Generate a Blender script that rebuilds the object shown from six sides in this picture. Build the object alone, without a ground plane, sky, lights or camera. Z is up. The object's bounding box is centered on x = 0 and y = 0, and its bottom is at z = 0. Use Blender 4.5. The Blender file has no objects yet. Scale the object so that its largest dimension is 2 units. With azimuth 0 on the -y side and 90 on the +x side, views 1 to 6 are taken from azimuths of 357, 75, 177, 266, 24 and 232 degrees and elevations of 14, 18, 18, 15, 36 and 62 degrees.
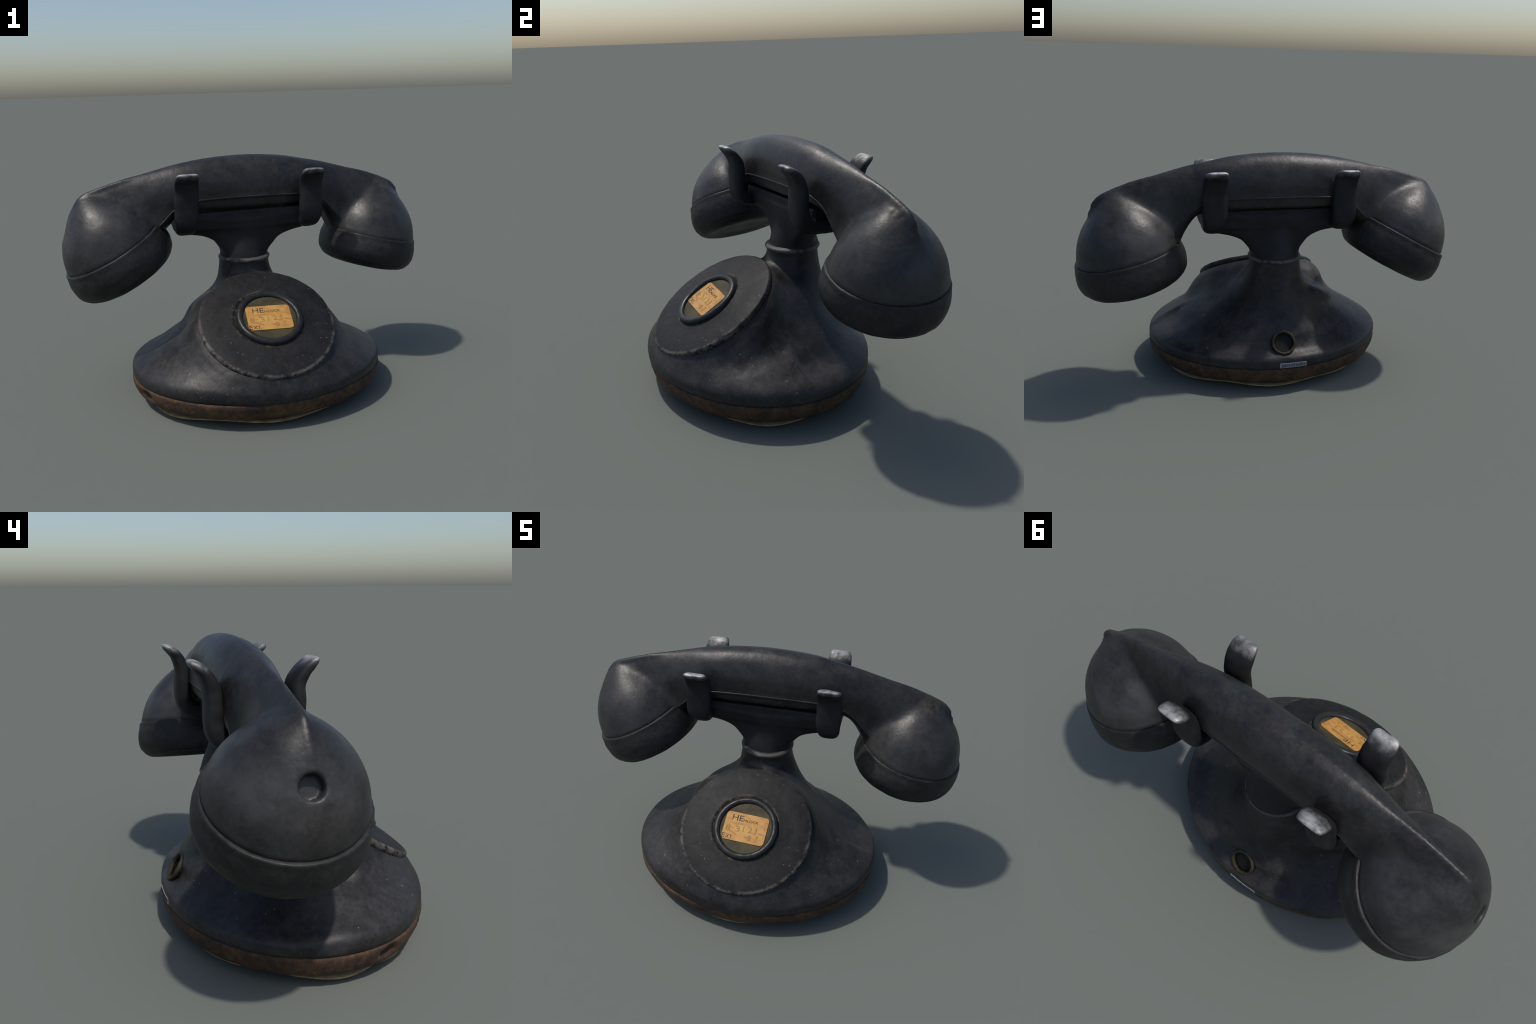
import bpy, bmesh, math, random
import numpy as np
from mathutils import Vector, Matrix, noise as mnoise
from mathutils.bvhtree import BVHTree

random.seed(7)
rng = np.random.default_rng(7)

# ------------------------------------------------------------------ frames
class Frame:
    """A frame turned about z: local (a, b, z) -> world."""
    def __init__(self, ox, oy, rot):
        c, s = math.cos(rot), math.sin(rot)
        self.o = np.array([ox, oy, 0.0])
        self.M = np.array([[c, s, 0], [-s, c, 0], [0, 0, 1.0]])   # rows: local axes in world
    def world(self, p):
        return self.o + np.asarray(p, float) @ self.M
    def local(self, p):
        return (np.asarray(p, float) - self.o) @ self.M.T

BASE = Frame(0.0, -0.07, 0.2)          # base housing, dial, neck
NECK = Frame(-0.042, 0.169, 0.2)       # neck column
_c = BASE.world([0.02, 0.236, 0])
CRADLE = Frame(_c[0], _c[1], 0.2)      # yoke with four prongs
HAND = Frame(-0.01, 0.19, 0.2245)      # handset: a along, b across

class Tilt:
    """A local frame with its own z axis (for dial, caps)."""
    def __init__(self, origin, axis, ref):
        self.o = np.asarray(origin, float)
        z = np.asarray(axis, float); z /= np.linalg.norm(z)
        x = np.asarray(ref, float); x = x - (x @ z) * z; x /= np.linalg.norm(x)
        self.M = np.stack([x, np.cross(z, x), z])
    def world(self, p):
        return self.o + np.asarray(p, float) @ self.M
    def local(self, p):
        return (np.asarray(p, float) - self.o) @ self.M.T

DIAL = Tilt(BASE.world([0.009, -0.239, 0.4333]), BASE.M.T @ np.array([-0.005, -0.521, 0.853]), BASE.M[0])
MIC = Tilt(HAND.world([-0.754, 0.0, 0.780]), HAND.M.T @ np.array([-0.463, 0.0, 0.886]), HAND.M[0])
REC = Tilt(HAND.world([0.754, 0.0, 0.742]), HAND.M.T @ np.array([0.226, 0.0, 0.974]), HAND.M[0])

# ------------------------------------------------------------------ helpers
def smoothstep(a, b, x):
    t = np.clip((x - a) / (b - a), 0, 1)
    return t * t * (3 - 2 * t)

def spline(pts, n):
    """Catmull-Rom through points, n samples evenly by index."""
    P = np.asarray(pts, float)
    P = np.vstack([2 * P[0] - P[1], P, 2 * P[-1] - P[-2]])
    t = np.linspace(0, len(P) - 3, n)
    i = np.minimum(t.astype(int), len(P) - 4); f = (t - i)[:, None]
    a, b, c, d = P[i], P[i + 1], P[i + 2], P[i + 3]
    return 0.5 * (2 * b + (c - a) * f + (2 * a - 5 * b + 4 * c - d) * f ** 2 + (3 * b - a - 3 * c + d) * f ** 3)

def table(pts, x):
    """Smooth interpolation of a small monotone profile table."""
    P = np.asarray(pts, float)
    X = P[:, 0]; Y = P[:, 1]
    dx = np.diff(X); s = np.diff(Y) / dx
    m = np.concatenate([[s[0]], np.where(s[:-1] * s[1:] > 0, 2 * s[:-1] * s[1:] / (s[:-1] + s[1:] + 1e-12), 0), [s[-1]]])
    x = np.clip(np.asarray(x, float), X[0], X[-1])
    i = np.clip(np.searchsorted(X, x, side='right') - 1, 0, len(X) - 2)
    h = dx[i]; t = (x - X[i]) / h
    return ((2*t**3-3*t**2+1)*Y[i] + (t**3-2*t**2+t)*h*m[i] + (-2*t**3+3*t**2)*Y[i+1] + (t**3-t**2)*h*m[i+1])

def fnoise(P, scale, seed=0.0, octaves=3):
    off = Vector((seed * 13.7, seed * 7.1, -seed * 3.3))
    return np.array([mnoise.fractal(Vector(p) * scale + off, 1.0, 2.0, octaves) for p in P])

ROOT = bpy.data.objects.new("antique_telephone", None)
bpy.context.scene.collection.objects.link(ROOT)
ROOT["label"] = "worn black antique desk telephone with handset on cradle"
ROOT["category"] = "telephone"

def add(name, V, F, mat, parent=ROOT, smooth=True, angle=None, normals=True):
    me = bpy.data.meshes.new(name)
    me.from_pydata([tuple(map(float, v)) for v in V], [], [tuple(map(int, f)) for f in F])
    me.validate()
    if normals:
        bm = bmesh.new(); bm.from_mesh(me)
        bmesh.ops.remove_doubles(bm, verts=bm.verts, dist=1e-6)
        bmesh.ops.recalc_face_normals(bm, faces=bm.faces)
        bm.to_mesh(me); bm.free()
    ob = bpy.data.objects.new(name, me)
    bpy.context.scene.collection.objects.link(ob)
    ob.parent = parent
    me.materials.append(mat)
    if smooth:
        me.polygons.foreach_set("use_smooth", [True] * len(me.polygons))
        if angle is not None:
            me.set_sharp_from_angle(angle=math.radians(angle))
    me.update()
    return ob

def grid_faces(n, m, closed_n=False, caps=True):
    """n rings of m points (each ring closed)."""
    F = []
    for i in range(n if closed_n else n - 1):
        j = (i + 1) % n
        for k in range(m):
            l = (k + 1) % m
            F.append((i * m + k, i * m + l, j * m + l, j * m + k))
    if caps and not closed_n:
        F.append(tuple(range(m - 1, -1, -1)))
        F.append(tuple(range((n - 1) * m, n * m)))
    return F

def lathe(prof, seg=128):
    """(r, z) profile about z; poles where r = 0."""
    prof = np.asarray(prof, float)
    th = np.linspace(0, 2 * np.pi, seg, endpoint=False)
    V = np.stack([prof[:, 0, None] * np.cos(th), prof[:, 0, None] * np.sin(th),
                  np.repeat(prof[:, 1, None], seg, 1)], -1).reshape(-1, 3)
    return V, grid_faces(len(prof), seg)

def rounded(prof, n):
    return spline(prof, n)

# ------------------------------------------------------------------ signed distance modelling
class MeshField:
    def __init__(self, V, F):
        tri = []
        for f in F:
            for k in range(1, len(f) - 1):
                tri.append((f[0], f[k], f[k + 1]))
        V = np.asarray(V)
        # outward orientation from signed volume
        T = np.array(tri); a, b, c = V[T[:, 0]], V[T[:, 1]], V[T[:, 2]]
        if np.einsum('ij,ij->i', a, np.cross(b, c)).sum() < 0:
            tri = [(t[0], t[2], t[1]) for t in tri]
        self.t = BVHTree.FromPolygons([Vector(v) for v in V], tri)
    def __call__(self, P):
        """distance to the nearest face, signed by counting crossings along a ray"""
        out = np.empty(len(P)); fn = self.t.find_nearest; rc = self.t.ray_cast
        rays = [Vector(r).normalized() for r in ((-0.2231, 0.9736, 0.0471), (0.31, -0.93, -0.113), (-0.17, 0.71, 0.68))]
        def odd(v, dirv):
            n = 0; o = v
            while n < 12:
                h = rc(o, dirv)[0]
                if h is None: break
                n += 1; o = h + dirv * 1e-5
            return n & 1
        for i, p in enumerate(P):
            v = Vector(p); d = fn(v)[3]
            a, b = odd(v, rays[0]), odd(v, rays[1])
            if a != b: a = odd(v, rays[2])
            out[i] = -d if a else d
        return out

def poly_sd(r, z, prof):
    """Signed distance in the (r, z) half plane to a closed outline (profile + its axis side)."""
    A = np.asarray(prof, float); B = np.roll(A, -1, 0)
    d = np.full(len(r), 1e9); s = np.ones(len(r), bool); inside = np.zeros(len(r), bool)
    for (ax, ay), (bx, by) in zip(A, B):
        ex, ey = bx - ax, by - ay
        L = ex * ex + ey * ey
        if L < 1e-14: continue
        wx, wy = r - ax, z - ay
        if not (abs(ax) < 1e-9 and abs(bx) < 1e-9):
            t = np.clip((wx * ex + wy * ey) / L, 0, 1)
            d = np.minimum(d, (wx - t * ex) ** 2 + (wy - t * ey) ** 2)
        c = ((ay > z) != (by > z))
        with np.errstate(divide='ignore', invalid='ignore'):
            inside ^= c & (r < (bx - ax) * (z - ay) / (by - ay + 1e-18) + ax)
    d = np.sqrt(d)
    return np.where(inside, -d, d)

def revolve_field(frame, prof, sx=1.0, sy=1.0):
    prof = [(0, prof[0][1])] + [tuple(p) for p in prof] + [(0, prof[-1][1])]
    def f(P):
        L = frame.local(P)
        return poly_sd(np.hypot(L[:, 0] / sx, L[:, 1] / sy), L[:, 2], prof)
    return f

def sunion(a, b, k):
    h = np.maximum(k - np.abs(a - b), 0) / k
    return np.minimum(a, b) - h * h * h * k / 6.0

def ssub(a, b, k):
    return -sunion(-a, b, k)

def isosurface(field, lo, hi, h, bandf=2.2):
    """Naive surface nets on a narrow band."""
    lo = np.asarray(lo, float); hi = np.asarray(hi, float); q = 4
    n = (np.ceil((hi - lo) / (h * q)).astype(int)) * q + 1
    ax = [lo[i] + h * np.arange(n[i]) for i in range(3)]
    cx = [a[::q] for a in ax]
    G = np.stack(np.meshgrid(*cx, indexing='ij'), -1)
    D = field(G.reshape(-1, 3)).reshape(G.shape[:3])
    S = D[np.ix_(*[np.minimum((np.arange(n[a]) + q // 2) // q, D.shape[a] - 1) for a in range(3)])].copy()
    band = np.abs(S) < q * h * bandf * 0.8
    idx = np.argwhere(band)
    P = lo + idx * h
    S[band] = field(P)
    neg = S < 0
    cell = np.zeros(tuple(n - 1), int)
    corners = [(i, j, k) for i in (0, 1) for j in (0, 1) for k in (0, 1)]
    def sl(c): return tuple(slice(c[a], n[a] - 1 + c[a]) for a in range(3))
    cnt = sum(neg[sl(c)].astype(int) for c in corners)
    act = (cnt > 0) & (cnt < 8)
    ci = np.argwhere(act)
    acc = np.zeros((len(ci), 3)); num = np.zeros(len(ci))
    for c in corners:
        for a in range(3):
            if c[a] == 1: continue
            e = list(c); e[a] = 1
            v0 = S[tuple((ci + np.array(c)).T)]; v1 = S[tuple((ci + np.array(e)).T)]
            m = (v0 < 0) != (v1 < 0)
            t = np.where(m, v0 / (v0 - v1 + 1e-18), 0)
            p = ci + np.array(c, float); p[:, a] += t
            acc[m] += p[m]; num[m] += 1
    V = lo + acc / num[:, None] * h
    vid = -np.ones(tuple(n - 1), int); vid[tuple(ci.T)] = np.arange(len(ci))
    F = []
    for a in range(3):
        b, c = (a + 1) % 3, (a + 2) % 3
        s0 = [slice(1, n[i] - 1) for i in range(3)]; s1 = list(s0)
        s0[a] = slice(0, n[a] - 1); s1[a] = slice(1, n[a])
        x = neg[tuple(s0)] != neg[tuple(s1)]
        e = np.argwhere(x)
        for i in range(3):
            if i != a: e[:, i] += 1
        inside0 = neg[tuple(e.T)]
        def cellv(db, dc):
            k = e.copy(); k[:, b] += db; k[:, c] += dc
            return vid[tuple(k.T)]
        q4 = np.stack([cellv(-1, -1), cellv(0, -1), cellv(0, 0), cellv(-1, 0)], 1)
        q4[~inside0] = q4[~inside0][:, ::-1]
        F.append(q4)
    F = np.vstack(F); F = F[(F >= 0).all(1)]
    return V, F

def relax(V, F, it=3, lam=0.5):
    E = np.vstack([F[:, [0, 1]], F[:, [1, 2]], F[:, [2, 3]], F[:, [3, 0]]])
    E = np.vstack([E, E[:, ::-1]])
    deg = np.bincount(E[:, 0], minlength=len(V)).astype(float)
    for i in range(it):
        for l in (lam, -lam * 1.02):
            A = np.zeros_like(V)
            for a in range(3):
                A[:, a] = np.bincount(E[:, 0], weights=V[E[:, 1], a], minlength=len(V))
            V = V + l * (A / deg[:, None] - V)
    return V

# ------------------------------------------------------------------ materials
def nodes_of(name):
    m = bpy.data.materials.new(name); m.use_nodes = True
    nt = m.node_tree; nt.nodes.clear()
    out = nt.nodes.new("ShaderNodeOutputMaterial")
    b = nt.nodes.new("ShaderNodeBsdfPrincipled")
    nt.links.new(b.outputs[0], out.inputs[0])
    return m, nt, b

class NB:
    """Small node-building helper."""
    def __init__(self, nt):
        self.nt = nt
        self.co = nt.nodes.new("ShaderNodeTexCoord").outputs["Object"]
    def link(self, a, b): self.nt.links.new(a, b)
    def noise(self, scale, detail=4, rough=0.55, co=None, stretch=None, off=(0, 0, 0)):
        n = self.nt.nodes.new("ShaderNodeTexNoise")
        n.inputs["Scale"].default_value = scale; n.inputs["Detail"].default_value = detail
        n.inputs["Roughness"].default_value = rough
        mp = self.nt.nodes.new("ShaderNodeMapping")
        mp.inputs["Location"].default_value = off
        if stretch: mp.inputs["Scale"].default_value = stretch
        self.link(co or self.co, mp.inputs["Vector"]); self.link(mp.outputs[0], n.inputs["Vector"])
        return n.outputs["Fac"]
    def voro(self, scale, feature='F1', off=(0, 0, 0)):
        n = self.nt.nodes.new("ShaderNodeTexVoronoi"); n.inputs["Scale"].default_value = scale
        n.feature = feature
        mp = self.nt.nodes.new("ShaderNodeMapping"); mp.inputs["Location"].default_value = off
        self.link(self.co, mp.inputs["Vector"]); self.link(mp.outputs[0], n.inputs["Vector"])
        return n.outputs["Distance"]
    def ramp(self, fac, stops):
        n = self.nt.nodes.new("ShaderNodeValToRGB"); cr = n.color_ramp
        while len(cr.elements) < len(stops): cr.elements.new(0.5)
        for e, (p, c) in zip(cr.elements, stops):
            e.position = p; e.color = (c, c, c, 1) if isinstance(c, (int, float)) else (*c, 1)
        self.link(fac, n.inputs[0]); return n.outputs[0]
    def step(self, fac, a, b):
        n = self.nt.nodes.new("ShaderNodeMapRange"); n.interpolation_type = 'SMOOTHSTEP'
        n.inputs["From Min"].default_value = a; n.inputs["From Max"].default_value = b
        self.link(fac, n.inputs["Value"]); return n.outputs[0]
    def math(self, op, a, b=None, c=None):
        n = self.nt.nodes.new("ShaderNodeMath"); n.operation = op
        for i, v in enumerate((a, b, c)):
            if v is None: continue
            if isinstance(v, (int, float)): n.inputs[i].default_value = v
            else: self.link(v, n.inputs[i])
        return n.outputs[0]
    def mix(self, fac, a, b):
        n = self.nt.nodes.new("ShaderNodeMix"); n.data_type = 'RGBA'
        for s, v in ((n.inputs[0], fac), (n.inputs[6], a), (n.inputs[7], b)):
            if isinstance(v, (int, float)): s.default_value = v
            elif isinstance(v, tuple): s.default_value = (*v, 1)
            else: self.link(v, s)
        return n.outputs[2]
    def scale(self, col, fac):
        n = self.nt.nodes.new("ShaderNodeVectorMath"); n.operation = 'SCALE'
        self.link(col, n.inputs[0]); self.link(fac, n.inputs["Scale"]); return n.outputs[0]
    def xyz(self, v=None):
        n = self.nt.nodes.new("ShaderNodeSeparateXYZ"); self.link(v or self.co, n.inputs[0])
        return n.outputs
    def dist_axis(self, frame):
        """radius about and height along a tilted frame's axis"""
        d = self.nt.nodes.new("ShaderNodeVectorMath"); d.operation = 'SUBTRACT'
        self.link(self.co, d.inputs[0]); d.inputs[1].default_value = tuple(frame.o)
        dots = []
        for k in range(3):
            t = self.nt.nodes.new("ShaderNodeVectorMath"); t.operation = 'DOT_PRODUCT'
            self.link(d.outputs[0], t.inputs[0]); t.inputs[1].default_value = tuple(frame.M[k])
            dots.append(t.outputs["Value"])
        r = self.math('SQRT', self.math('ADD', self.math('MULTIPLY', dots[0], dots[0]), self.math('MULTIPLY', dots[1], dots[1])))
        return r, dots
    def pointy(self):
        return self.nt.nodes.new("ShaderNodeNewGeometry").outputs["Pointiness"]
    def bump(self, h, strength, dist, bsdf):
        n = self.nt.nodes.new("ShaderNodeBump"); n.inputs["Strength"].default_value = strength
        n.inputs["Distance"].default_value = dist
        self.link(h, n.inputs["Height"]); self.link(n.outputs[0], bsdf.inputs["Normal"])

def black_material(name, lo, hi, dust=(0.05, 0.046, 0.038), chips=0.0, rough=(0.42, 0.62), ringmask=None, spec=0.28):
    m, nt, b = nodes_of(name); k = NB(nt)
    big = k.noise(3.2, 4, 0.6); mid = k.noise(14, 5, 0.6, off=(3, 1, 2)); fine = k.noise(90, 3, 0.6)
    f = k.math('ADD', k.math('MULTIPLY', big, 0.6), k.math('MULTIPLY', mid, 0.4))
    col = k.mix(k.step(f, 0.38, 0.62), lo, hi)
    # faint cool and warm stains, then a fine mottled grain
    col = k.mix(k.math('MULTIPLY', k.step(k.noise(10, 6, 0.7, off=(11, 3, 8)), 0.52, 0.66), 0.45), col, (0.017, 0.0215, 0.0235))
    col = k.mix(k.math('MULTIPLY', k.step(k.noise(9, 6, 0.7, off=(2, 14, 5)), 0.52, 0.66), 0.45), col, (0.028, 0.0215, 0.0225))
    col = k.scale(col, k.ramp(k.math('ADD', k.math('MULTIPLY', k.noise(48, 6, 0.7, off=(5, 5, 9)), 0.6), k.math('MULTIPLY', fine, 0.4)), [(0.34, 0.62), (0.66, 1.42)]))
    dm = k.math('MULTIPLY', k.step(k.noise(6, 6, 0.7, off=(7, 7, 1)), 0.55, 0.78), k.step(fine, 0.35, 0.7))
    col = k.mix(k.math('MULTIPLY', dm, 0.35), col, dust)
    if chips > 0:
        spots = k.math('MULTIPLY', k.math('LESS_THAN', k.voro(34, off=(2, 5, 1)), 0.10),
                       k.math('GREATER_THAN', k.noise(5, 2, 0.5, off=(9, 2, 4)), 0.60 - 0.06 * chips))
        spots = k.math('MULTIPLY', spots, k.step(k.noise(120, 2), 0.35, 0.6))
        col = k.mix(k.math('MULTIPLY', spots, 0.75), col, (0.22, 0.20, 0.16))
        nicks = k.math('MULTIPLY', k.math('LESS_THAN', k.voro(15, off=(7, 1, 3)), k.math('MULTIPLY', k.noise(31, 3, off=(3, 9, 1)), 0.20)),
                       k.math('GREATER_THAN', k.noise(4, 2, 0.5, off=(6, 8, 2)), 0.54))
        col = k.mix(k.math('MULTIPLY', nicks, 0.55), col, (0.10, 0.092, 0.078))
    if ringmask:
        col = ringmask(k, col)
    k.link(col, b.inputs["Base Color"])
    k.link(k.ramp(k.math('ADD', k.math('MULTIPLY', mid, 0.7), k.math('MULTIPLY', fine, 0.3)), [(0.3, rough[0]), (0.7, rough[1])]), b.inputs["Roughness"])
    k.bump(k.math('ADD', k.math('MULTIPLY', fine, 0.12), k.math('ADD', mid, k.math('MULTIPLY', k.noise(7, 3, 0.5, off=(2, 6, 4)), 1.6))), 0.25, 0.010, b)
    b.inputs["Specular IOR Level"].default_value = spec
    return m

def dial_wear(k, col):
    r, d = k.dist_axis(DIAL)
    n = k.noise(26, 5, 0.7)
    rim = k.math('MULTIPLY', k.math('MULTIPLY', k.step(r, 0.329, 0.345), k.step(n, 0.40, 0.58)), k.math('SUBTRACT', 1.0, k.math('MULTIPLY', k.step(d[1], -0.12, 0.16), 0.8)))
    col = k.mix(k.math('MULTIPLY', rim, 0.8), col, (0.13, 0.115, 0.10))
    inner = k.math('MULTIPLY', k.math('SUBTRACT', 1.0, k.step(r, 0.178, 0.192)), k.step(k.noise(30, 4, 0.7, off=(1, 8, 3)), 0.47, 0.62))
    return k.mix(k.math('MULTIPLY', inner, 0.7), col, (0.085, 0.07, 0.035))

def cup_painted_highlights(k, col):
    """mottled grey lightening paints soft highlights on the cups; crusty patch at receiver corner"""
    n = k.step(k.noise(5.5, 5, 0.62, off=(4, 1, 7)), 0.40, 0.66)
    for fr in (MIC, REC):
        r, d = k.dist_axis(fr)
        near = k.math('MULTIPLY', k.math('SUBTRACT', 1.0, k.step(r, 0.20, 0.32)), k.math('SUBTRACT', 1.0, k.step(d[2], 0.16, 0.30)))
        col = k.mix(k.math('MULTIPLY', near, k.math('MULTIPLY_ADD', n, 0.62, 0.12)), col, (0.058, 0.056, 0.0565))
    d = k.nt.nodes.new("ShaderNodeVectorMath"); d.operation = 'DISTANCE'
    k.link(k.co, d.inputs[0]); d.inputs[1].default_value = tuple(HAND.world([0.835, -0.045, 1.045]))
    crust = k.math('MULTIPLY', k.math('SUBTRACT', 1.0, k.step(d.outputs["Value"], 0.03, 0.085)), k.step(k.noise(38, 5, 0.7, off=(6, 2, 5)), 0.40, 0.60))
    return k.mix(k.math('MULTIPLY', crust, 0.7), col, (0.062, 0.052, 0.034))
M_HAND = black_material("black_bakelite", (0.011, 0.0107, 0.0107), (0.028, 0.0262, 0.0255), rough=(0.33, 0.54), ringmask=cup_painted_highlights, spec=0.36)
M_CAP = black_material("black_bakelite_cap", (0.0125, 0.012, 0.0118), (0.0255, 0.024, 0.0228), rough=(0.40, 0.62))
M_BASE = black_material("black_enamel", (0.0105, 0.0098, 0.0098), (0.031, 0.0285, 0.028), chips=1.0, rough=(0.34, 0.55))
M_DIAL = black_material("dial_enamel", (0.0085, 0.0085, 0.0088), (0.0165, 0.0158, 0.0155), rough=(0.5, 0.66), spec=0.2, chips=1.3, ringmask=dial_wear)
M_RING = black_material("dial_ring_black", (0.012, 0.012, 0.013), (0.024, 0.023, 0.023), rough=(0.3, 0.45))

def worn_metal(name, zlo, zhi, dark=(0.012, 0.012, 0.0128), bright=(0.30, 0.29, 0.28), amount=0.9, metal=0.0):
    m, nt, b = nodes_of(name); k = NB(nt)
    z = k.xyz()[2]
    n = k.noise(22, 5, 0.7)
    hgt = k.math('ADD', z, k.math('MULTIPLY', k.math('SUBTRACT', n, 0.5), 0.06))
    mask = k.math('MULTIPLY', k.math('POWER', k.step(hgt, zlo, zhi), 1.6), amount)
    edge = k.math('MULTIPLY', k.step(k.pointy(), 0.53, 0.60), k.step(k.noise(30, 4, 0.7, off=(3, 3, 3)), 0.5, 0.68))
    col = k.mix(k.step(k.noise(9, 4), 0.35, 0.65), dark, tuple(v * 1.55 for v in dark))
    col = k.mix(k.math('MULTIPLY', edge, 0.35), col, (0.10, 0.09, 0.065))
    col = k.mix(mask, col, k.mix(k.step(n, 0.35, 0.65), tuple(v * 0.35 for v in bright), tuple(v * 0.75 for v in bright)))
    lip = k.math('MULTIPLY', k.step(z, zlo + 0.030, zhi - 0.004), k.step(k.noise(17, 4, 0.6, off=(8, 1, 3)), 0.35, 0.6))
    col = k.mix(k.math('MULTIPLY', lip, 0.8), col, tuple(min(1.0, v * 1.5) for v in bright))
    k.link(k.math('MULTIPLY', mask, metal), b.inputs["Metallic"])
    k.link(col, b.inputs["Base Color"])
    b.inputs["Roughness"].default_value = 0.55
    b.inputs["Specular IOR Level"].default_value = 0.25
    k.bump(k.noise(60, 4, 0.6), 0.25, 0.004, b)
    return m
M_PRONG = worn_metal("worn_black_metal", 1.132, 1.180, bright=(0.30, 0.293, 0.285), metal=0.55)
M_YOKE = worn_metal("cradle_black_metal", 5.0, 6.0)
M_COLLAR = worn_metal("collar_worn_metal", 0.668, 0.684, bright=(0.075, 0.072, 0.066), amount=0.7)

def rust_material():
    m, nt, b = nodes_of("rusty_band"); k = NB(nt)
    n = k.noise(9, 6, 0.7); n2 = k.noise(45, 5, 0.7, off=(4, 4, 4))
    f = k.math('ADD', k.math('MULTIPLY', n, 0.55), k.math('MULTIPLY', n2, 0.45))
    col = k.ramp(f, [(0.36, (0.010, 0.008, 0.007)), (0.47, (0.036, 0.018, 0.0085)), (0.57, (0.078, 0.038, 0.013)), (0.70, (0.15, 0.078, 0.024))])
    k.link(col, b.inputs["Base Color"]); b.inputs["Roughness"].default_value = 0.8
    k.bump(n2, 0.5, 0.006, b); return m
M_RUST = rust_material()

def plain(name, c1, c2, scale=30, rough=0.8, metal=0.0):
    m, nt, b = nodes_of(name); k = NB(nt)
    k.link(k.mix(k.step(k.noise(scale, 5, 0.65), 0.35, 0.65), c1, c2), b.inputs["Base Color"])
    b.inputs["Roughness"].default_value = rough; b.inputs["Metallic"].default_value = metal
    b.inputs["Specular IOR Level"].default_value = 0.2
    return m
M_FELT = plain("tan_felt", (0.22, 0.15, 0.075), (0.36, 0.26, 0.135), 24, 0.95)
M_CARD = plain("olive_card", (0.036, 0.030, 0.014), (0.068, 0.057, 0.028), 16, 0.6)
M_INK = plain("black_ink", (0.05, 0.045, 0.03), (0.09, 0.075, 0.045), 60, 0.8)
M_PENCIL = plain("faded_ink", (0.25, 0.135, 0.045), (0.42, 0.22, 0.062), 46, 0.8)
M_TAG = plain("white_tag_paper", (0.19, 0.20, 0.225), (0.27, 0.28, 0.31), 40, 0.7)
M_TAGINK = plain("tag_ink", (0.02, 0.02, 0.022), (0.035, 0.035, 0.04), 60, 0.7)
M_HOLE = plain("cord_hole_floor", (0.006, 0.0054, 0.005), (0.013, 0.0118, 0.0108), 20, 0.6)
M_GROM = plain("worn_brass_rim", (0.014, 0.0125, 0.010), (0.052, 0.041, 0.024), 34, 0.6)

def label_material():
    m, nt, b = nodes_of("aged_orange_label"); k = NB(nt)
    n = k.noise(11, 6, 0.65); st = k.noise(20, 3, 0.5, off=(5, 2, 2), stretch=(0.6, 2.2, 1))
    col = k.ramp(n, [(0.32, (0.34, 0.145, 0.028)), (0.50, (0.47, 0.23, 0.046)), (0.70, (0.56, 0.34, 0.085))])
    col = k.mix(k.math('MULTIPLY', k.step(st, 0.54, 0.68), 0.5), col, (0.25, 0.085, 0.022))
    k.link(col, b.inputs["Base Color"]); b.inputs["Roughness"].default_value = 0.6
    return m
M_LABEL = label_material()

# ------------------------------------------------------------------ HANDSET
# dome above each bakelite seam: radius against height along the bell axis
DOME = [(0.270, -0.03), (0.2705, 0.002), (0.2725, 0.012), (0.268, 0.03), (0.254, 0.075), (0.236, 0.115), (0.207, 0.16), (0.172, 0.20),
        (0.126, 0.242), (0.075, 0.28), (0.03, 0.305), (0.0, 0.312)]
dome_prof = spline(DOME, 48); dome_prof[:, 0] = np.maximum(dome_prof[:, 0], 0)

# stations of the grip: inner point (a,z), outer point (a,z), keel amount, ridge width
GRIP = [(-0.55, 0.82, -0.93, 0.965, 1.0), (-0.50, 0.835, -0.893, 1.066, 1.0), (-0.475, 0.85, -0.79, 1.109, 1.0),
        (-0.445, 0.88, -0.645, 1.151, 0.85), (-0.405, 0.925, -0.50, 1.185, 0.55), (-0.33, 0.955, -0.37, 1.212, 0.18),
        (-0.18, 0.955, -0.19, 1.236, 0.0), (0.0, 0.954, 0.0, 1.242, 0.0), (0.18, 0.955, 0.19, 1.230, 0.0),
        (0.31, 0.957, 0.34, 1.203, 0.18), (0.395, 0.93, 0.48, 1.172, 0.55), (0.435, 0.885, 0.63, 1.131, 0.85),
        (0.46, 0.84, 0.78, 1.086, 1.0), (0.475, 0.81, 0.888, 1.04, 1.0), (0.50, 0.77, 0.94, 0.95, 1.0)]
MIDW = [(0, 0), (0.03, 0.032), (0.08, 0.056), (0.18, 0.083), (0.32, 0.104), (0.48, 0.117), (0.64, 0.121), (0.755, 0.119),
        (0.80, 0.113), (0.90, 0.109), (0.965, 0.097), (0.99, 0.06), (1, 0)]
KEELW = [(0, 0), (0.02, 0.009), (0.06, 0.020), (0.14, 0.037), (0.28, 0.058), (0.45, 0.077), (0.65, 0.094), (0.845, 0.106),
         (0.89, 0.098), (0.94, 0.08), (0.98, 0.05), (1, 0)]
st = spline(GRIP, 140)
fs = np.linspace(0, 1, 46) ** 1.3
rings = []
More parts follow.
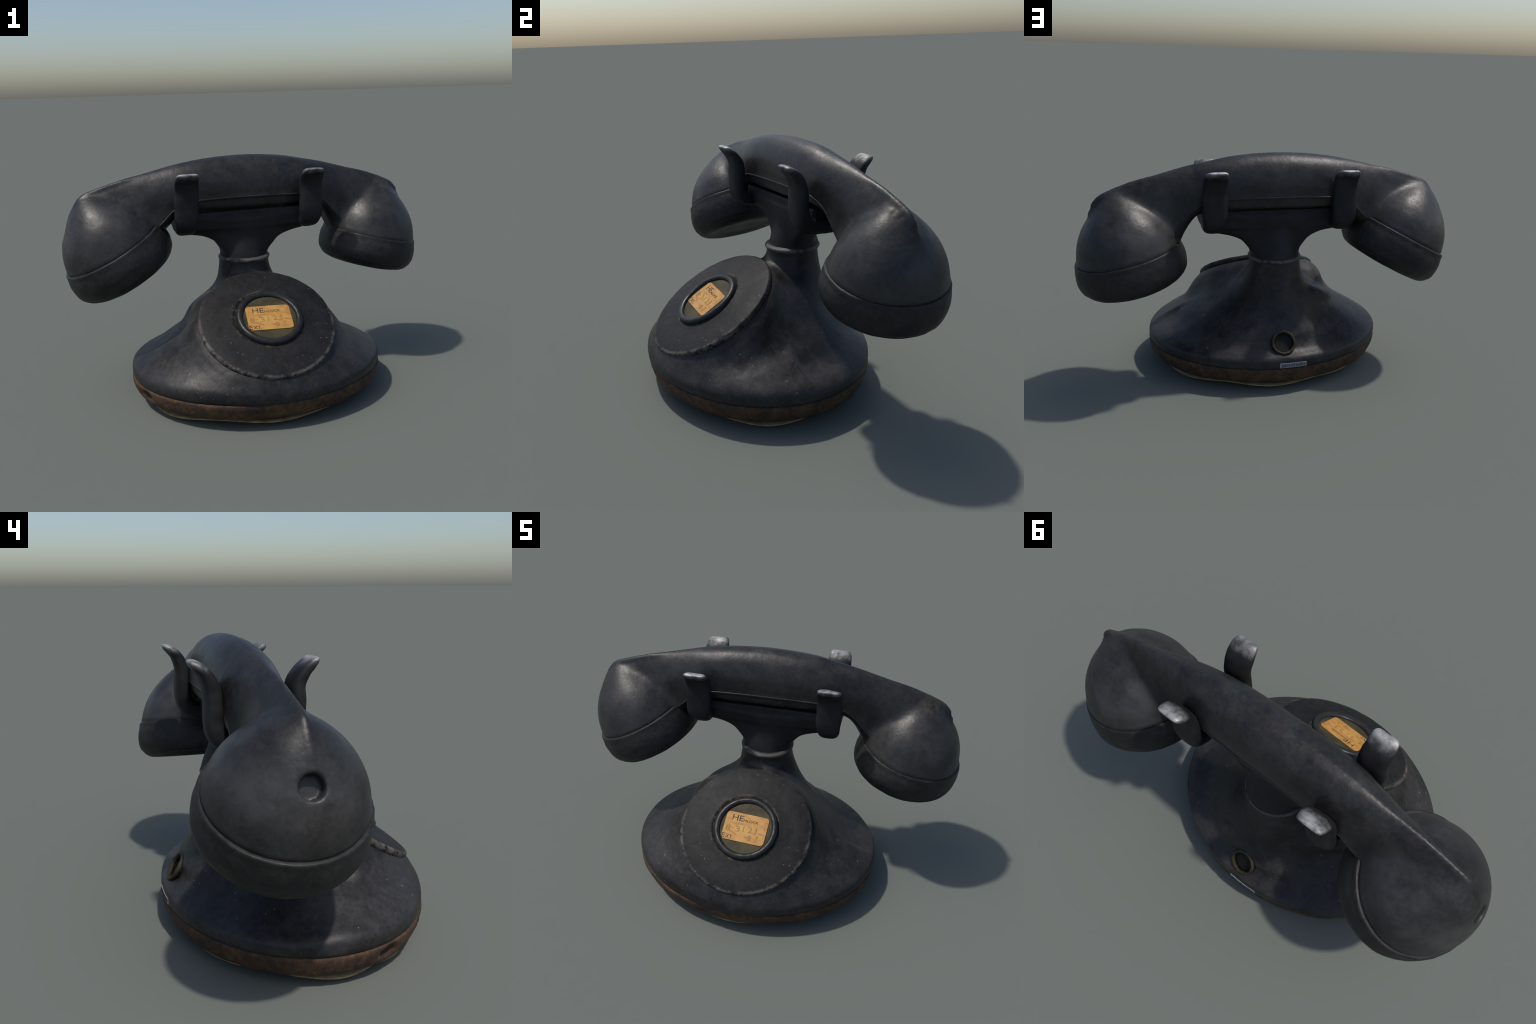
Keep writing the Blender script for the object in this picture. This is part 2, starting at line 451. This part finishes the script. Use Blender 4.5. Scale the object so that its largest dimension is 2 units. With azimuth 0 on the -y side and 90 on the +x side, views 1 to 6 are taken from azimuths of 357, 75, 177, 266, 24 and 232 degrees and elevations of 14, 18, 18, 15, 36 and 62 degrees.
for qa, qz, pa, pz, kk in st:
    kk = float(np.clip(kk, 0, 1))
    wv = (1 - kk) * table(MIDW, fs) + kk * table(KEELW, fs)
    bead = 0.004 * np.exp(-((fs - (0.745 * (1 - kk) + 0.845 * kk)) / 0.02) ** 2)
    wv = wv + bead * (wv > 0)
    a = pa + (qa - pa) * fs; z = pz + (qz - pz) * fs
    crease = 1 + 0.14 * kk * np.exp(-((fs - 0.38) / 0.24) ** 2)   # fuller shoulder on the dial side
    right = np.stack([a, -wv * crease, z], 1); left = np.stack([a, wv * (1 - 0.17 * np.exp(-((a - 0.40) / 0.26) ** 2)), z], 1)[1:-1][::-1]
    rings.append(np.vstack([right, left]))
rings = np.array(rings); nr, mr = rings.shape[:2]
gripV = HAND.world(rings.reshape(-1, 3)); gripF = grid_faces(nr, mr)
grip_field = MeshField(gripV, gripF)
mic_dome = revolve_field(MIC, dome_prof, sx=1.0, sy=1.005)
rec_dome = revolve_field(REC, dome_prof, sx=0.965, sy=0.98)
mic_hole_c = HAND.world([-1.0, 0.003, 0.8845])
mic_hole_ax = HAND.M.T @ np.array([-0.94, 0.0, 0.34]); mic_hole_ax /= np.linalg.norm(mic_hole_ax)

def polyline_sd(P, pts):
    pts = np.asarray(pts, float); d = np.full(len(P), 1e9)
    for a, b in zip(pts[:-1], pts[1:]):
        ab = b - a; t = np.clip((P - a) @ ab / (ab @ ab), 0, 1)
        d = np.minimum(d, np.linalg.norm(P - a - t[:, None] * ab, axis=1))
    return d
# raised crests along the top, running out onto both cups
crest_mic = HAND.world([(a, -0.002, z - 0.011) for a, z in ((-0.50, 1.160), (-0.62, 1.151), (-0.68, 1.140), (-0.78, 1.112), (-0.86, 1.084), (-0.896, 1.066), (-0.925, 1.028), (-0.955, 0.972))])
crest_rec = HAND.world([(a, 0.0, z - 0.013) for a, z in ((0.52, 1.130), (0.64, 1.124), (0.72, 1.104), (0.82, 1.068), (0.886, 1.040), (0.912, 1.005))])
def hand_field(P):
    d = sunion(mic_dome(P), rec_dome(P), 0.01)
    d = sunion(d, grip_field(P), 0.048)
    d = sunion(d, polyline_sd(P, crest_mic) - 0.0125, 0.016)
    d = sunion(d, polyline_sd(P, crest_rec) - 0.012, 0.022)
    q = P - mic_hole_c; t = q @ mic_hole_ax
    r = np.linalg.norm(q - t[:, None] * mic_hole_ax, axis=1)
    hole = np.maximum(r - 0.039, np.abs(t) - 0.048)
    return ssub(d, hole, 0.020)

# moulded line along both lower edges of the grip
def grip_line(side):
    P = []
    for qa, qz, pa, pz, kk in st[6:-6]:
        kk = float(np.clip(kk, 0, 1)); f = 0.752 * (1 - kk) + 0.85 * kk
        w = (1 - kk) * table(MIDW, f) + kk * table(KEELW, f)
        a = pa + (qa - pa) * f
        if side > 0: w = w * (1 - 0.17 * np.exp(-((a - 0.40) / 0.26) ** 2))
        P.append((a, side * (float(w) + 0.0005), pz + (qz - pz) * f))
    P = spline(P, 150)
    T = np.gradient(P, axis=0); T /= np.linalg.norm(T, axis=1)[:, None]
    up = np.cross(T, np.array([0, 1.0, 0])); up /= np.linalg.norm(up, axis=1)[:, None]
    out = np.cross(up, T)
    ph = np.linspace(0, 2 * np.pi, 10, endpoint=False)
    V = (P[:, None] + 0.0055 * (np.cos(ph)[None, :, None] * up[:, None] + 0.9 * np.sin(ph)[None, :, None] * out[:, None])).reshape(-1, 3)
    return HAND.world(V), grid_faces(len(P), 10)

hl = HAND.world([[-1.1, -0.4, 0], [-1.1, 0.4, 0], [1.1, -0.4, 0], [1.1, 0.4, 0]])
V, F = isosurface(hand_field, [hl[:, 0].min() + 0.02, hl[:, 1].min() + 0.02, 0.60], [hl[:, 0].max() - 0.02, hl[:, 1].max() - 0.02, 1.27], 0.0075)
V = relax(V, F, 7)
# slight unevenness, worn chips at the receiver's outer corner
nrm = fnoise(V, 5.0, 1.0, 2)
ctr = HAND.world([0.86, -0.03, 1.045])
g = np.exp(-(np.linalg.norm(V - ctr, axis=1) / 0.055) ** 2)
V = V + np.stack([nrm, fnoise(V, 5.0, 1.7, 2), nrm], 1) * 0.0015
V[:, 2] += -g * 0.010 * (0.8 + 0.5 * fnoise(V, 30, 2.0, 2))
HANDSET = add("handset", V, F, M_HAND, normals=False)
for side in (-1, 1):
    V, F = grip_line(side)
    add("grip_molding", V, F, M_HAND, HANDSET)

# caps: bead at the top edge, bulged wall, lower rim line, shallow face
CAP = [(0.262, 0.004), (0.272, 0.0045), (0.2795, 0.0035), (0.2835, -0.001), (0.2850, -0.008), (0.287, -0.022), (0.293, -0.05), (0.2955, -0.085),
       (0.292, -0.118), (0.2835, -0.145), (0.2735, -0.1575), (0.2700, -0.1605), (0.2680, -0.166), (0.252, -0.180), (0.232, -0.189), (0.208, -0.191), (0.19, -0.189), (0.15, -0.180), (0.09, -0.175), (0.04, -0.173), (0.0, -0.173)]
def cap(name, frame, scale, tall, seed):
    prof = spline(CAP, 140) * np.array([1.0, tall]); prof[:, 0] = np.maximum(prof[:, 0], 0)
    V, F = lathe(prof, 160)
    V[:, :2] *= scale
    W = frame.world(V)
    n = fnoise(V, 6.0, seed, 3)
    n2 = fnoise(V, 28.0, seed + 3, 2)
    W += ((W - frame.world([0, 0, -0.1])) * (0.014 * n + 0.004 * n2)[:, None])
    return add(name, W, F, M_CAP, HANDSET)
cap("transmitter_cap", MIC, 1.01, 1.0, 1.0)
cap("receiver_cap", REC, 0.97, 0.94, 2.0)

# ------------------------------------------------------------------ BASE HOUSING
# rows: z, half width, back reach, front reach, height of the widest line, back and front roundness exponents (local, about the base centre)
SKIRT = [(0.138, 0.669, 0.553, -0.557, 0.0, 2.0, 2.0), (0.148, 0.676, 0.559, -0.564, 0.0, 2.0, 2.0), (0.170, 0.677, 0.559, -0.566, 0.0, 2.0, 2.0), (0.192, 0.673, 0.555, -0.563, 0.0, 2.0, 2.0), (0.208, 0.661, 0.537, -0.555, 0.0, 1.95, 2.0), (0.220, 0.645, 0.522, -0.545, 0.0, 1.92, 2.0), (0.233, 0.622, 0.504, -0.533, -0.01, 1.9, 2.0),
         (0.262, 0.570, 0.484, -0.50, -0.02, 1.75, 2.0), (0.30, 0.505, 0.477, -0.42, -0.02, 1.62, 2.0), (0.34, 0.425, 0.453, -0.32, 0.0, 1.6, 2.0), (0.385, 0.345, 0.430, -0.22, 0.05, 1.65, 2.0),
         (0.43, 0.280, 0.412, -0.12, 0.11, 1.75, 2.0), (0.48, 0.224, 0.396, -0.035, 0.16, 1.85, 2.0), (0.53, 0.184, 0.385, 0.03, 0.20, 1.95, 2.0), (0.58, 0.157, 0.376, 0.078, 0.225, 2.0, 2.0), (0.63, 0.143, 0.371, 0.10, 0.236, 2.0, 2.0), (0.69, 0.138, 0.370, 0.104, 0.237, 2.0, 2.0)]
sk = spline(SKIRT, 76)
th = np.linspace(0, 2 * np.pi, 144, endpoint=False)
rings = []
for z, hx, yb, yf, cy, pb, pf in sk:
    c, s_ = np.cos(th), np.sin(th)
    p = np.where(s_ > 0, pb, pf); ry = np.where(s_ > 0, yb - cy, cy - yf)
    rad = (np.abs(c) ** p + np.abs(s_) ** p) ** (-1 / p)
    cx = 0.011
    mid = np.exp(-((z - 0.34) / 0.10) ** 2)
    ang = np.degrees(th)
    # two soft ribs run down the back; the right rear flank is more hollow than the left one
    for centre, width, amp in ((65, 14, 0.055), (108, 13, 0.05), (42, 15, 0.02), (152, 17, 0.06)):
        rad = rad * (1 + amp * mid * np.exp(-((ang - centre) / width) ** 2))
    rad = rad * (1 - 0.075 * np.exp(-((z - 0.262) / 0.045) ** 2) * np.exp(-((ang - 4) / 28) ** 2))
    rad = rad * (1 + 0.19 * np.exp(-((z - 0.435) / 0.06) ** 2) * np.exp(-((ang - 166) / 16) ** 2))
    rad = rad * (1 - 0.10 * np.exp(-((z - 0.54) / 0.05) ** 2) * np.exp(-((ang - 185) / 28) ** 2))
    rings.append(np.stack([cx + hx * rad * c, cy + ry * rad * s_, np.full_like(th, z)], 1))
rings = np.array(rings)
skirt_field = MeshField(BASE.world(rings.reshape(-1, 3)), grid_faces(len(rings), len(th)))
DRUM = [(0.05, -0.007), (0.340, -0.007), (0.350, -0.014), (0.368, -0.026), (0.396, -0.055), (0.422, -0.095), (0.442, -0.15), (0.45, -0.20), (0.40, -0.225), (0.05, -0.23)]
def drum_field(P):
    # the drum flares into the base below and beside the dial, but its upper side drops straight into a valley
    L = DIAL.local(P)
    flare = np.interp(-L[:, 2], [0.0, 0.026, 0.095, 0.15, 0.23], [0.0, 0.022, 0.078, 0.098, 0.105])
    r = np.hypot(L[:, 0], L[:, 1]) + 0.45 * flare * smoothstep(0.0, 0.17, L[:, 1])
    return poly_sd(r, L[:, 2], [(0, -0.007)] + DRUM + [(0, -0.23)])
hole_c = BASE.world([-0.0, 0.505, 0.269]); hole_c = np.array([-0.0868, 0.4276, 0.2688])
hole_ax = np.array([-0.12, 0.838, 0.532]); hole_ax /= np.linalg.norm(hole_ax)
CORD = Tilt(hole_c, hole_ax, BASE.M[0])

shoulder = BASE.world([-0.222, -0.002, 0.424])     # swelling behind the dial's upper left
def base_field(P):
    d = sunion(skirt_field(P), drum_field(P), 0.075)
    d = sunion(d, np.linalg.norm(P - shoulder, axis=1) - 0.120, 0.06)
    d = np.maximum(d, 0.139 - P[:, 2])
    L = CORD.local(P)
    r = np.hypot(L[:, 0], L[:, 1])
    return ssub(d, np.maximum(r - 0.058, np.abs(L[:, 2]) - 0.03), 0.006)
V, F = isosurface(base_field, [-0.74, -0.74, 0.115], [0.74, 0.62, 0.72], 0.0085)
V = relax(V, F, 7)
n = fnoise(V, 4.5, 5.0, 3)
V = V + np.stack([np.zeros_like(n), np.zeros_like(n), n], 1) * 0.0022 * smoothstep(0.15, 0.2, V[:, 2])[:, None]
HOUSING = add("base_housing", V, F, M_BASE, normals=False)

# grommet lip and floor of the cord hole
gp = [(0.0580 + 0.008 * math.cos(t), -0.007 + 0.010 * math.sin(t)) for t in np.linspace(0, 2 * np.pi, 14, endpoint=False)]
V, F = lathe(gp, 72); F = grid_faces(len(gp), 72, closed_n=True)
V[:, 2] += 0.003 * fnoise(V, 60, 3.0, 2)
add("cord_grommet", CORD.world(V), F, M_GROM, HOUSING)
V, F = lathe([(0.0, -0.026), (0.058, -0.026), (0.059, -0.017), (0.045, -0.019), (0.02, -0.020), (0.0, -0.0205)], 64)
add("cord_hole_floor", CORD.world(V), F, M_HOLE, HOUSING)

# rusty band under the seam
BAND = [(0.60, 0.135), (0.668, 0.1415), (0.680, 0.140), (0.6855, 0.134), (0.686, 0.120), (0.682, 0.100), (0.674, 0.078), (0.662, 0.060), (0.649, 0.051), (0.628, 0.046), (0.56, 0.045), (0.3, 0.045), (0.0, 0.045)]
bp = spline(BAND, 70); bp[:, 0] = np.maximum(bp[:, 0], 0)
seg = 220; tb = np.linspace(0, 2 * np.pi, seg, endpoint=False)
rows = []
for r, z in bp:
    off = 0.113 * smoothstep(0.3, 0.62, r)          # keep an even inset all round
    rows.append(np.stack([0.011 + (r - 0.0075) * np.cos(tb), -0.003 + (r - off - 0.01) * np.sin(tb), np.full_like(tb, z)], 1))
V = np.vstack(rows)
n = fnoise(V, 9.0, 8.0, 3); n2 = fnoise(V, 40.0, 9.0, 2)
edge = smoothstep(0.55, 0.64, np.hypot(V[:, 0], V[:, 1] * 1.19))
V = V * (1 + (edge * (0.006 * n + 0.0025 * n2))[:, None] * np.array([1, 1, 0]))
# gouge in the band at the front left
gc = np.array([-0.632, -0.207, 0.098])
gd = np.linalg.norm((V - gc) * np.array([0.8, 0.8, 1.35]), axis=1) + 0.012 * n
dent = np.exp(-(gd / 0.036) ** 4)
V[:, :2] *= (1 - 0.038 * dent)[:, None]
BANDOB = add("rusty_base_band", BASE.world(V), grid_faces(len(bp), seg), M_RUST)

# felt underlay: sagging, wavy sheet that touches the ground in lobes
lobes = [(85, 0.9), (38, 0.8), (-25, 0.9), (-92, 0.75), (-146, 0.9), (-178, 0.9), (125, 0.4)]
def sag(t):
    s = np.zeros_like(t)
    for deg, amp in lobes:
        d = (np.degrees(t) - deg + 180) % 360 - 180
        s = np.maximum(s, amp * np.exp(-(d / 17.0) ** 2))
    return s
rows = []
for r, top in ((0.0, 1), (0.5, 1), (0.8, 1), (0.93, 1), (0.985, 1), (0.99, 0.5), (0.98, 0), (0.92, 0), (0.75, 0), (0.4, 0), (0.0, 0)):
    s = sag(tb)
    edge_z = 0.037 - 0.019 * s
    z = 0.004 + (edge_z - 0.004) * smoothstep(0.55, 0.97, r) + top * 0.008
    rr = 1 - 0.03 * (1 - s)
    rows.append(np.stack([0.011 + 0.638 * r * rr * np.cos(tb), -0.003 + 0.526 * r * rr * np.sin(tb), z + 0 * tb], 1))
V = np.vstack(rows); V[:, 2] -= V[:, 2].min()
add("felt_underlay", BASE.world(V), grid_faces(len(rows), seg), M_FELT)

# catalogue tag on the rim at the back
def surface_text(text, size, name, mat, parent, place, extrude=0.0007, align='LEFT', sx=1.0):
    cu = bpy.data.curves.new(name, 'FONT'); cu.body = text; cu.size = size; cu.extrude = extrude
    cu.align_x = align
    ob = bpy.data.objects.new(name, cu); bpy.context.scene.collection.objects.link(ob)
    dg = bpy.context.evaluated_depsgraph_get()
    me = bpy.data.meshes.new_from_object(ob.evaluated_get(dg))
    bpy.data.objects.remove(ob)
    Vt = np.array([v.co[:] for v in me.vertices]); Ft = [tuple(p.vertices) for p in me.polygons]
    bpy.data.meshes.remove(me)
    Vt[:, 0] *= sx
    return add(name, place(Vt), Ft, mat, parent, smooth=False)

def rounded_rect(w, h, r, n=6):
    P = []
    for cx, cy, a0 in ((w / 2 - r, h / 2 - r, 0), (-w / 2 + r, h / 2 - r, 90), (-w / 2 + r, -h / 2 + r, 180), (w / 2 - r, -h / 2 + r, 270)):
        for k in range(n + 1):
            a = math.radians(a0 + 90 * k / n); P.append((cx + r * math.cos(a), cy + r * math.sin(a)))
    return np.array(P)

def slab(P, z0, z1):
    n = len(P)
    V = np.vstack([np.column_stack([P, np.full(n, z0)]), np.column_stack([P, np.full(n, z1)])])
    F = [tuple(range(n - 1, -1, -1)), tuple(range(n, 2 * n))] + [(i, (i + 1) % n, n + (i + 1) % n, n + i) for i in range(n)]
    return V, F

def tag_place(V):
    """bend flat (x, y, z) onto the housing rim at the back; x runs right when seen from behind"""
    V = np.asarray(V, float)
    t0 = math.radians(93.4); t = t0 + V[:, 0] / 0.60
    z = 0.160 + V[:, 1]
    hx = 0.678 + V[:, 2]; hy = 0.5605 + V[:, 2]
    return BASE.world(np.stack([0.011 + hx * np.cos(t), hy * np.sin(t), z], 1))
xs = np.linspace(-0.066, 0.066, 24)
P = np.array([(x, -0.0125) for x in xs] + [(x, 0.0125) for x in xs[::-1]])
V, F = slab(P, -0.003, 0.0016)
n = len(xs)
F = [f for f in F if len(f) == 4]
for z0 in (0, len(P)):
    for i in range(n - 1):
        a, b_, c, d = z0 + i, z0 + i + 1, z0 + 2 * n - 2 - i, z0 + 2 * n - 1 - i
        F.append((a, b_, c, d) if z0 else (d, c, b_, a))
TAG = add("catalogue_tag", tag_place(V), F, M_TAG, HOUSING, smooth=False)
surface_text("2017.010.002", 0.0235, "tag_lettering", M_TAGINK, HOUSING, lambda v: tag_place(v + np.array([-0.0, -0.0080, 0.0019])), 0.0008, 'CENTER', 0.93)

# ------------------------------------------------------------------ DIAL
PLATE = [(0.0, 0.031), (0.12, 0.031), (0.168, 0.0315), (0.172, 0.034), (0.178, 0.0365), (0.188, 0.035), (0.21, 0.0310), (0.26, 0.0275), (0.30, 0.0235), (0.33, 0.0175), (0.338, 0.0155), (0.3455, 0.0135), (0.3490, 0.0085), (0.3500, 0.001), (0.3495, -0.008), (0.3465, -0.013), (0.335, -0.016), (0.0, -0.016)]
V, F = lathe(PLATE, 200)
n = fnoise(V, 22.0, 4.0, 3); rr = np.hypot(V[:, 0], V[:, 1])
V[:, 2] += 0.0007 * n * smoothstep(0.28, 0.34, rr) + 0.0004 * n
V[:, :2] *= (1 + 0.0018 * n * smoothstep(0.3, 0.35, rr))[:, None]
PLATEOB = add("dial_plate", DIAL.world(V), F, M_DIAL, angle=60)
RC = np.array([0.008, -0.006, 0])
RING = [(0.136, 0.040), (0.138, 0.052), (0.144, 0.058), (0.152, 0.060), (0.161, 0.058), (0.168, 0.051), (0.1705, 0.040), (0.170, 0.022), (0.15, 0.018), (0.137, 0.022)]
rp = np.vstack([RING, RING[:1]]); rp = spline(rp, 41)[:-1]
V, _ = lathe(rp, 120)
V[:, 2] += 0.0018 * fnoise(V, 18, 6.0, 2)
RINGOB = add("dial_ring", DIAL.world(V + RC), grid_faces(len(rp), 120, closed_n=True), M_RING, PLATEOB)
V, F = lathe([(0.0, 0.038), (0.14, 0.038), (0.14, 0.045), (0.0, 0.0465)], 96)
add("number_card", DIAL.world(V + RC), F, M_CARD, PLATEOB, angle=40)
# label, slightly askew, gently domed by age
LROT = math.radians(-3.0); LC = np.array([0.006, -0.008])
def label_place(V):
    V = np.asarray(V, float)
    x = V[:, 0] * math.cos(LROT) - V[:, 1] * math.sin(LROT) + LC[0]
    y = V[:, 0] * math.sin(LROT) + V[:, 1] * math.cos(LROT) + LC[1]
    return DIAL.world(np.stack([x, y, V[:, 2] + 0.0472], 1))
V, F = slab(rounded_rect(0.229, 0.153, 0.019), -0.001, 0.0012)
LABEL = add("orange_label", label_place(V), F, M_LABEL, PLATEOB, smooth=False)
def ltext(t, x0, x1, y0, y1, name, mat):
    def place(v):
        v = np.asarray(v, float); lo = v.min(0); hi = v.max(0)
        q = (v - lo) / np.maximum(hi - lo, 1e-9)
        return label_place(np.stack([x0 + (x1 - x0) * q[:, 0], y0 + (y1 - y0) * q[:, 1], 0.0010 + 0.0010 * q[:, 2]], 1))
    surface_text(t, 0.05, name, mat, PLATEOB, place, 0.0006)
ltext("HE", -0.080, -0.021, 0.033, 0.063, "exchange_initials", M_INK)
ltext("MLOCK", -0.018, 0.062, 0.033, 0.046, "exchange_letters", M_INK)
for ch, x0, x1, y0, y1 in (("8", -0.102, -0.078, -0.029, 0.001), ("-", -0.072, -0.060, -0.0125, -0.0095), ("3", -0.051, -0.027, -0.026, 0.004), ("1", -0.010, -0.005, -0.022, 0.008),
                           ("2", 0.018, 0.039, -0.020, 0.010), ("1", 0.058, 0.063, -0.018, 0.012), ("9", 0.026, 0.045, -0.063, -0.034), ("7", 0.062, 0.081, -0.059, -0.031)):
    ltext(ch, x0, x1, y0, y1, "typed_digit", M_PENCIL)
ltext("E", -0.112, -0.095, -0.071, -0.046, "extension_initial", M_INK)
ltext("XT.", -0.091, -0.050, -0.070, -0.050, "extension_letters", M_INK)

# ------------------------------------------------------------------ NECK COLLAR, YOKE, PRONGS
COL = [(0.125, 0.664), (0.138, 0.665), (0.1430, 0.668), (0.1450, 0.6745), (0.1435, 0.681), (0.138, 0.685), (0.125, 0.687)]
cp = spline(COL + COL[:1], 40)[:-1]
V, _ = lathe(cp, 112)
V[:, :2] *= (1 + 0.012 * fnoise(V, 9, 2.0, 2))[:, None]
NC = Frame(*BASE.world([0.013, 0.237, 0])[:2], 0.2)
add("neck_collar", NC.world(V), grid_faces(len(cp), 112, closed_n=True), M_COLLAR)

class FlatTilt(Tilt):
    pass
NT = Tilt(NC.o + BASE.M[1] * 0.010, (0, 0, 1), BASE.M[0])
neck_field = revolve_field(NT, [(0.01, 0.675), (0.135, 0.675), (0.131, 0.695), (0.124, 0.72), (0.112, 0.755), (0.094, 0.80), (0.07, 0.86), (0.01, 0.90)], sx=1.0, sy=0.98)
# yoke bar along the handset, saddle-topped
YOKE = [(-0.39, 0.838, 0.900, 0.074), (-0.33, 0.826, 0.922, 0.085), (-0.25, 0.812, 0.920, 0.086), (-0.185, 0.782, 0.914, 0.087), (-0.145, 0.735, 0.910, 0.088), (-0.10, 0.700, 0.906, 0.088), (0.0, 0.685, 0.903, 0.088),
        (0.10, 0.700, 0.906, 0.088), (0.145, 0.735, 0.910, 0.088), (0.185, 0.778, 0.914, 0.087), (0.25, 0.805, 0.920, 0.086), (0.33, 0.822, 0.922, 0.085), (0.39, 0.834, 0.900, 0.074)]
rings = []
for a, zb, zt, hw in spline(YOKE, 50):
    h = zt - zb
    half = spline([(0, 0), (0.45, 0.01), (0.68, 0.10), (0.78, 0.32), (0.86, 0.62), (0.96, 0.88), (1.0, 0.97), (0.95, 1.0), (0.86, 0.985), (0, 0.985)], 32)
    R = np.stack([np.full(len(half), a), half[:, 0] * hw, zb + half[:, 1] * h], 1)
    L = R[1:-1][::-1] * np.array([1, -1, 1])
    rings.append(np.vstack([R, L]))
rings = np.array(rings)
yoke_field = MeshField(CRADLE.world(rings.reshape(-1, 3)), grid_faces(rings.shape[0], rings.shape[1]))
def cradle_field(P):
    d = sunion(yoke_field(P), neck_field(P), 0.055)
    L = CRADLE.local(P)                                # rest that carries the grip, set in from the rim
    q = np.abs(L - np.array([0.0, 0.0, 0.90])) - np.array([0.36, 0.078, 0.047])
    rest = np.linalg.norm(np.maximum(q, 0), axis=1) + np.minimum(q.max(1), 0) - 0.003
    return sunion(d, rest, 0.02)
V, F = isosurface(cradle_field, [-0.50, -0.12, 0.66], [0.46, 0.46, 0.99], 0.0085)
V = relax(V, F, 7)
V += (0.0015 * fnoise(V, 8, 11.0, 2))[:, None]
CRAD = add("cradle_yoke", V, F, M_YOKE, normals=False)

# prong: path (b, z), thickness, half width
PRONG = [(0.00, 0.866, 0.068, 0.048), (0.06, 0.867, 0.072, 0.050), (0.110, 0.880, 0.078, 0.054), (0.142, 0.912, 0.078, 0.060), (0.153, 0.95, 0.072, 0.064), (0.155, 1.01, 0.068, 0.064),
         (0.156, 1.06, 0.064, 0.0635), (0.165, 1.095, 0.058, 0.063), (0.184, 1.130, 0.049, 0.062), (0.206, 1.152, 0.041, 0.060), (0.223, 1.164, 0.033, 0.056), (0.233, 1.170, 0.022, 0.050), (0.239, 1.173, 0.006, 0.040)]
def prong(sx, sy, idx):
    S = spline(PRONG, 72)
    T = np.gradient(S[:, :2], axis=0); T /= np.linalg.norm(T, axis=1)[:, None]
    N = np.stack([-T[:, 1], T[:, 0]], 1)
    ph = np.linspace(0, 2 * np.pi, 40, endpoint=False)
    e = 2.0 / 2.9
    cx = np.sign(np.cos(ph)) * np.abs(np.cos(ph)) ** e; cy = np.sign(np.sin(ph)) * np.abs(np.sin(ph)) ** e
    rings = []
    for (b, z, tk, hw), nn in zip(S, N):
        P = np.stack([hw * cx, b + nn[0] * tk / 2 * cy, z + nn[1] * tk / 2 * cy], 1)
        rings.append(P)
    V = np.array(rings).reshape(-1, 3)
    dz = V[:, 2] - 0.9
    lean = {0: 0.006, 1: -0.003, 2: 0.006, 3: -0.004}[idx]
    V[:, 0] += sx * 0.345 + lean * np.clip(dz / 0.28, 0, 1)
    V[:, 1] *= sy
    V[:, 1] += {0: 0.002, 1: 0.007, 2: 0.0, 3: -0.003}[idx] * np.clip(dz / 0.28, 0, 1)
    V[:, 2] -= {0: 0.0, 1: 0.006, 2: 0.0, 3: 0.0}[idx] * np.clip(dz / 0.28, 0, 1)
    W = CRADLE.world(V)
    n = fnoise(W, 14, 20.0 + idx, 2)
    W += n[:, None] * 0.003
    add("cradle_prong", W, grid_faces(len(rings), 40), M_PRONG, CRAD)
for i, (sx, sy) in enumerate(((-1, -1), (1, -1), (-1, 1), (1, 1))):
    prong(sx, sy, i)
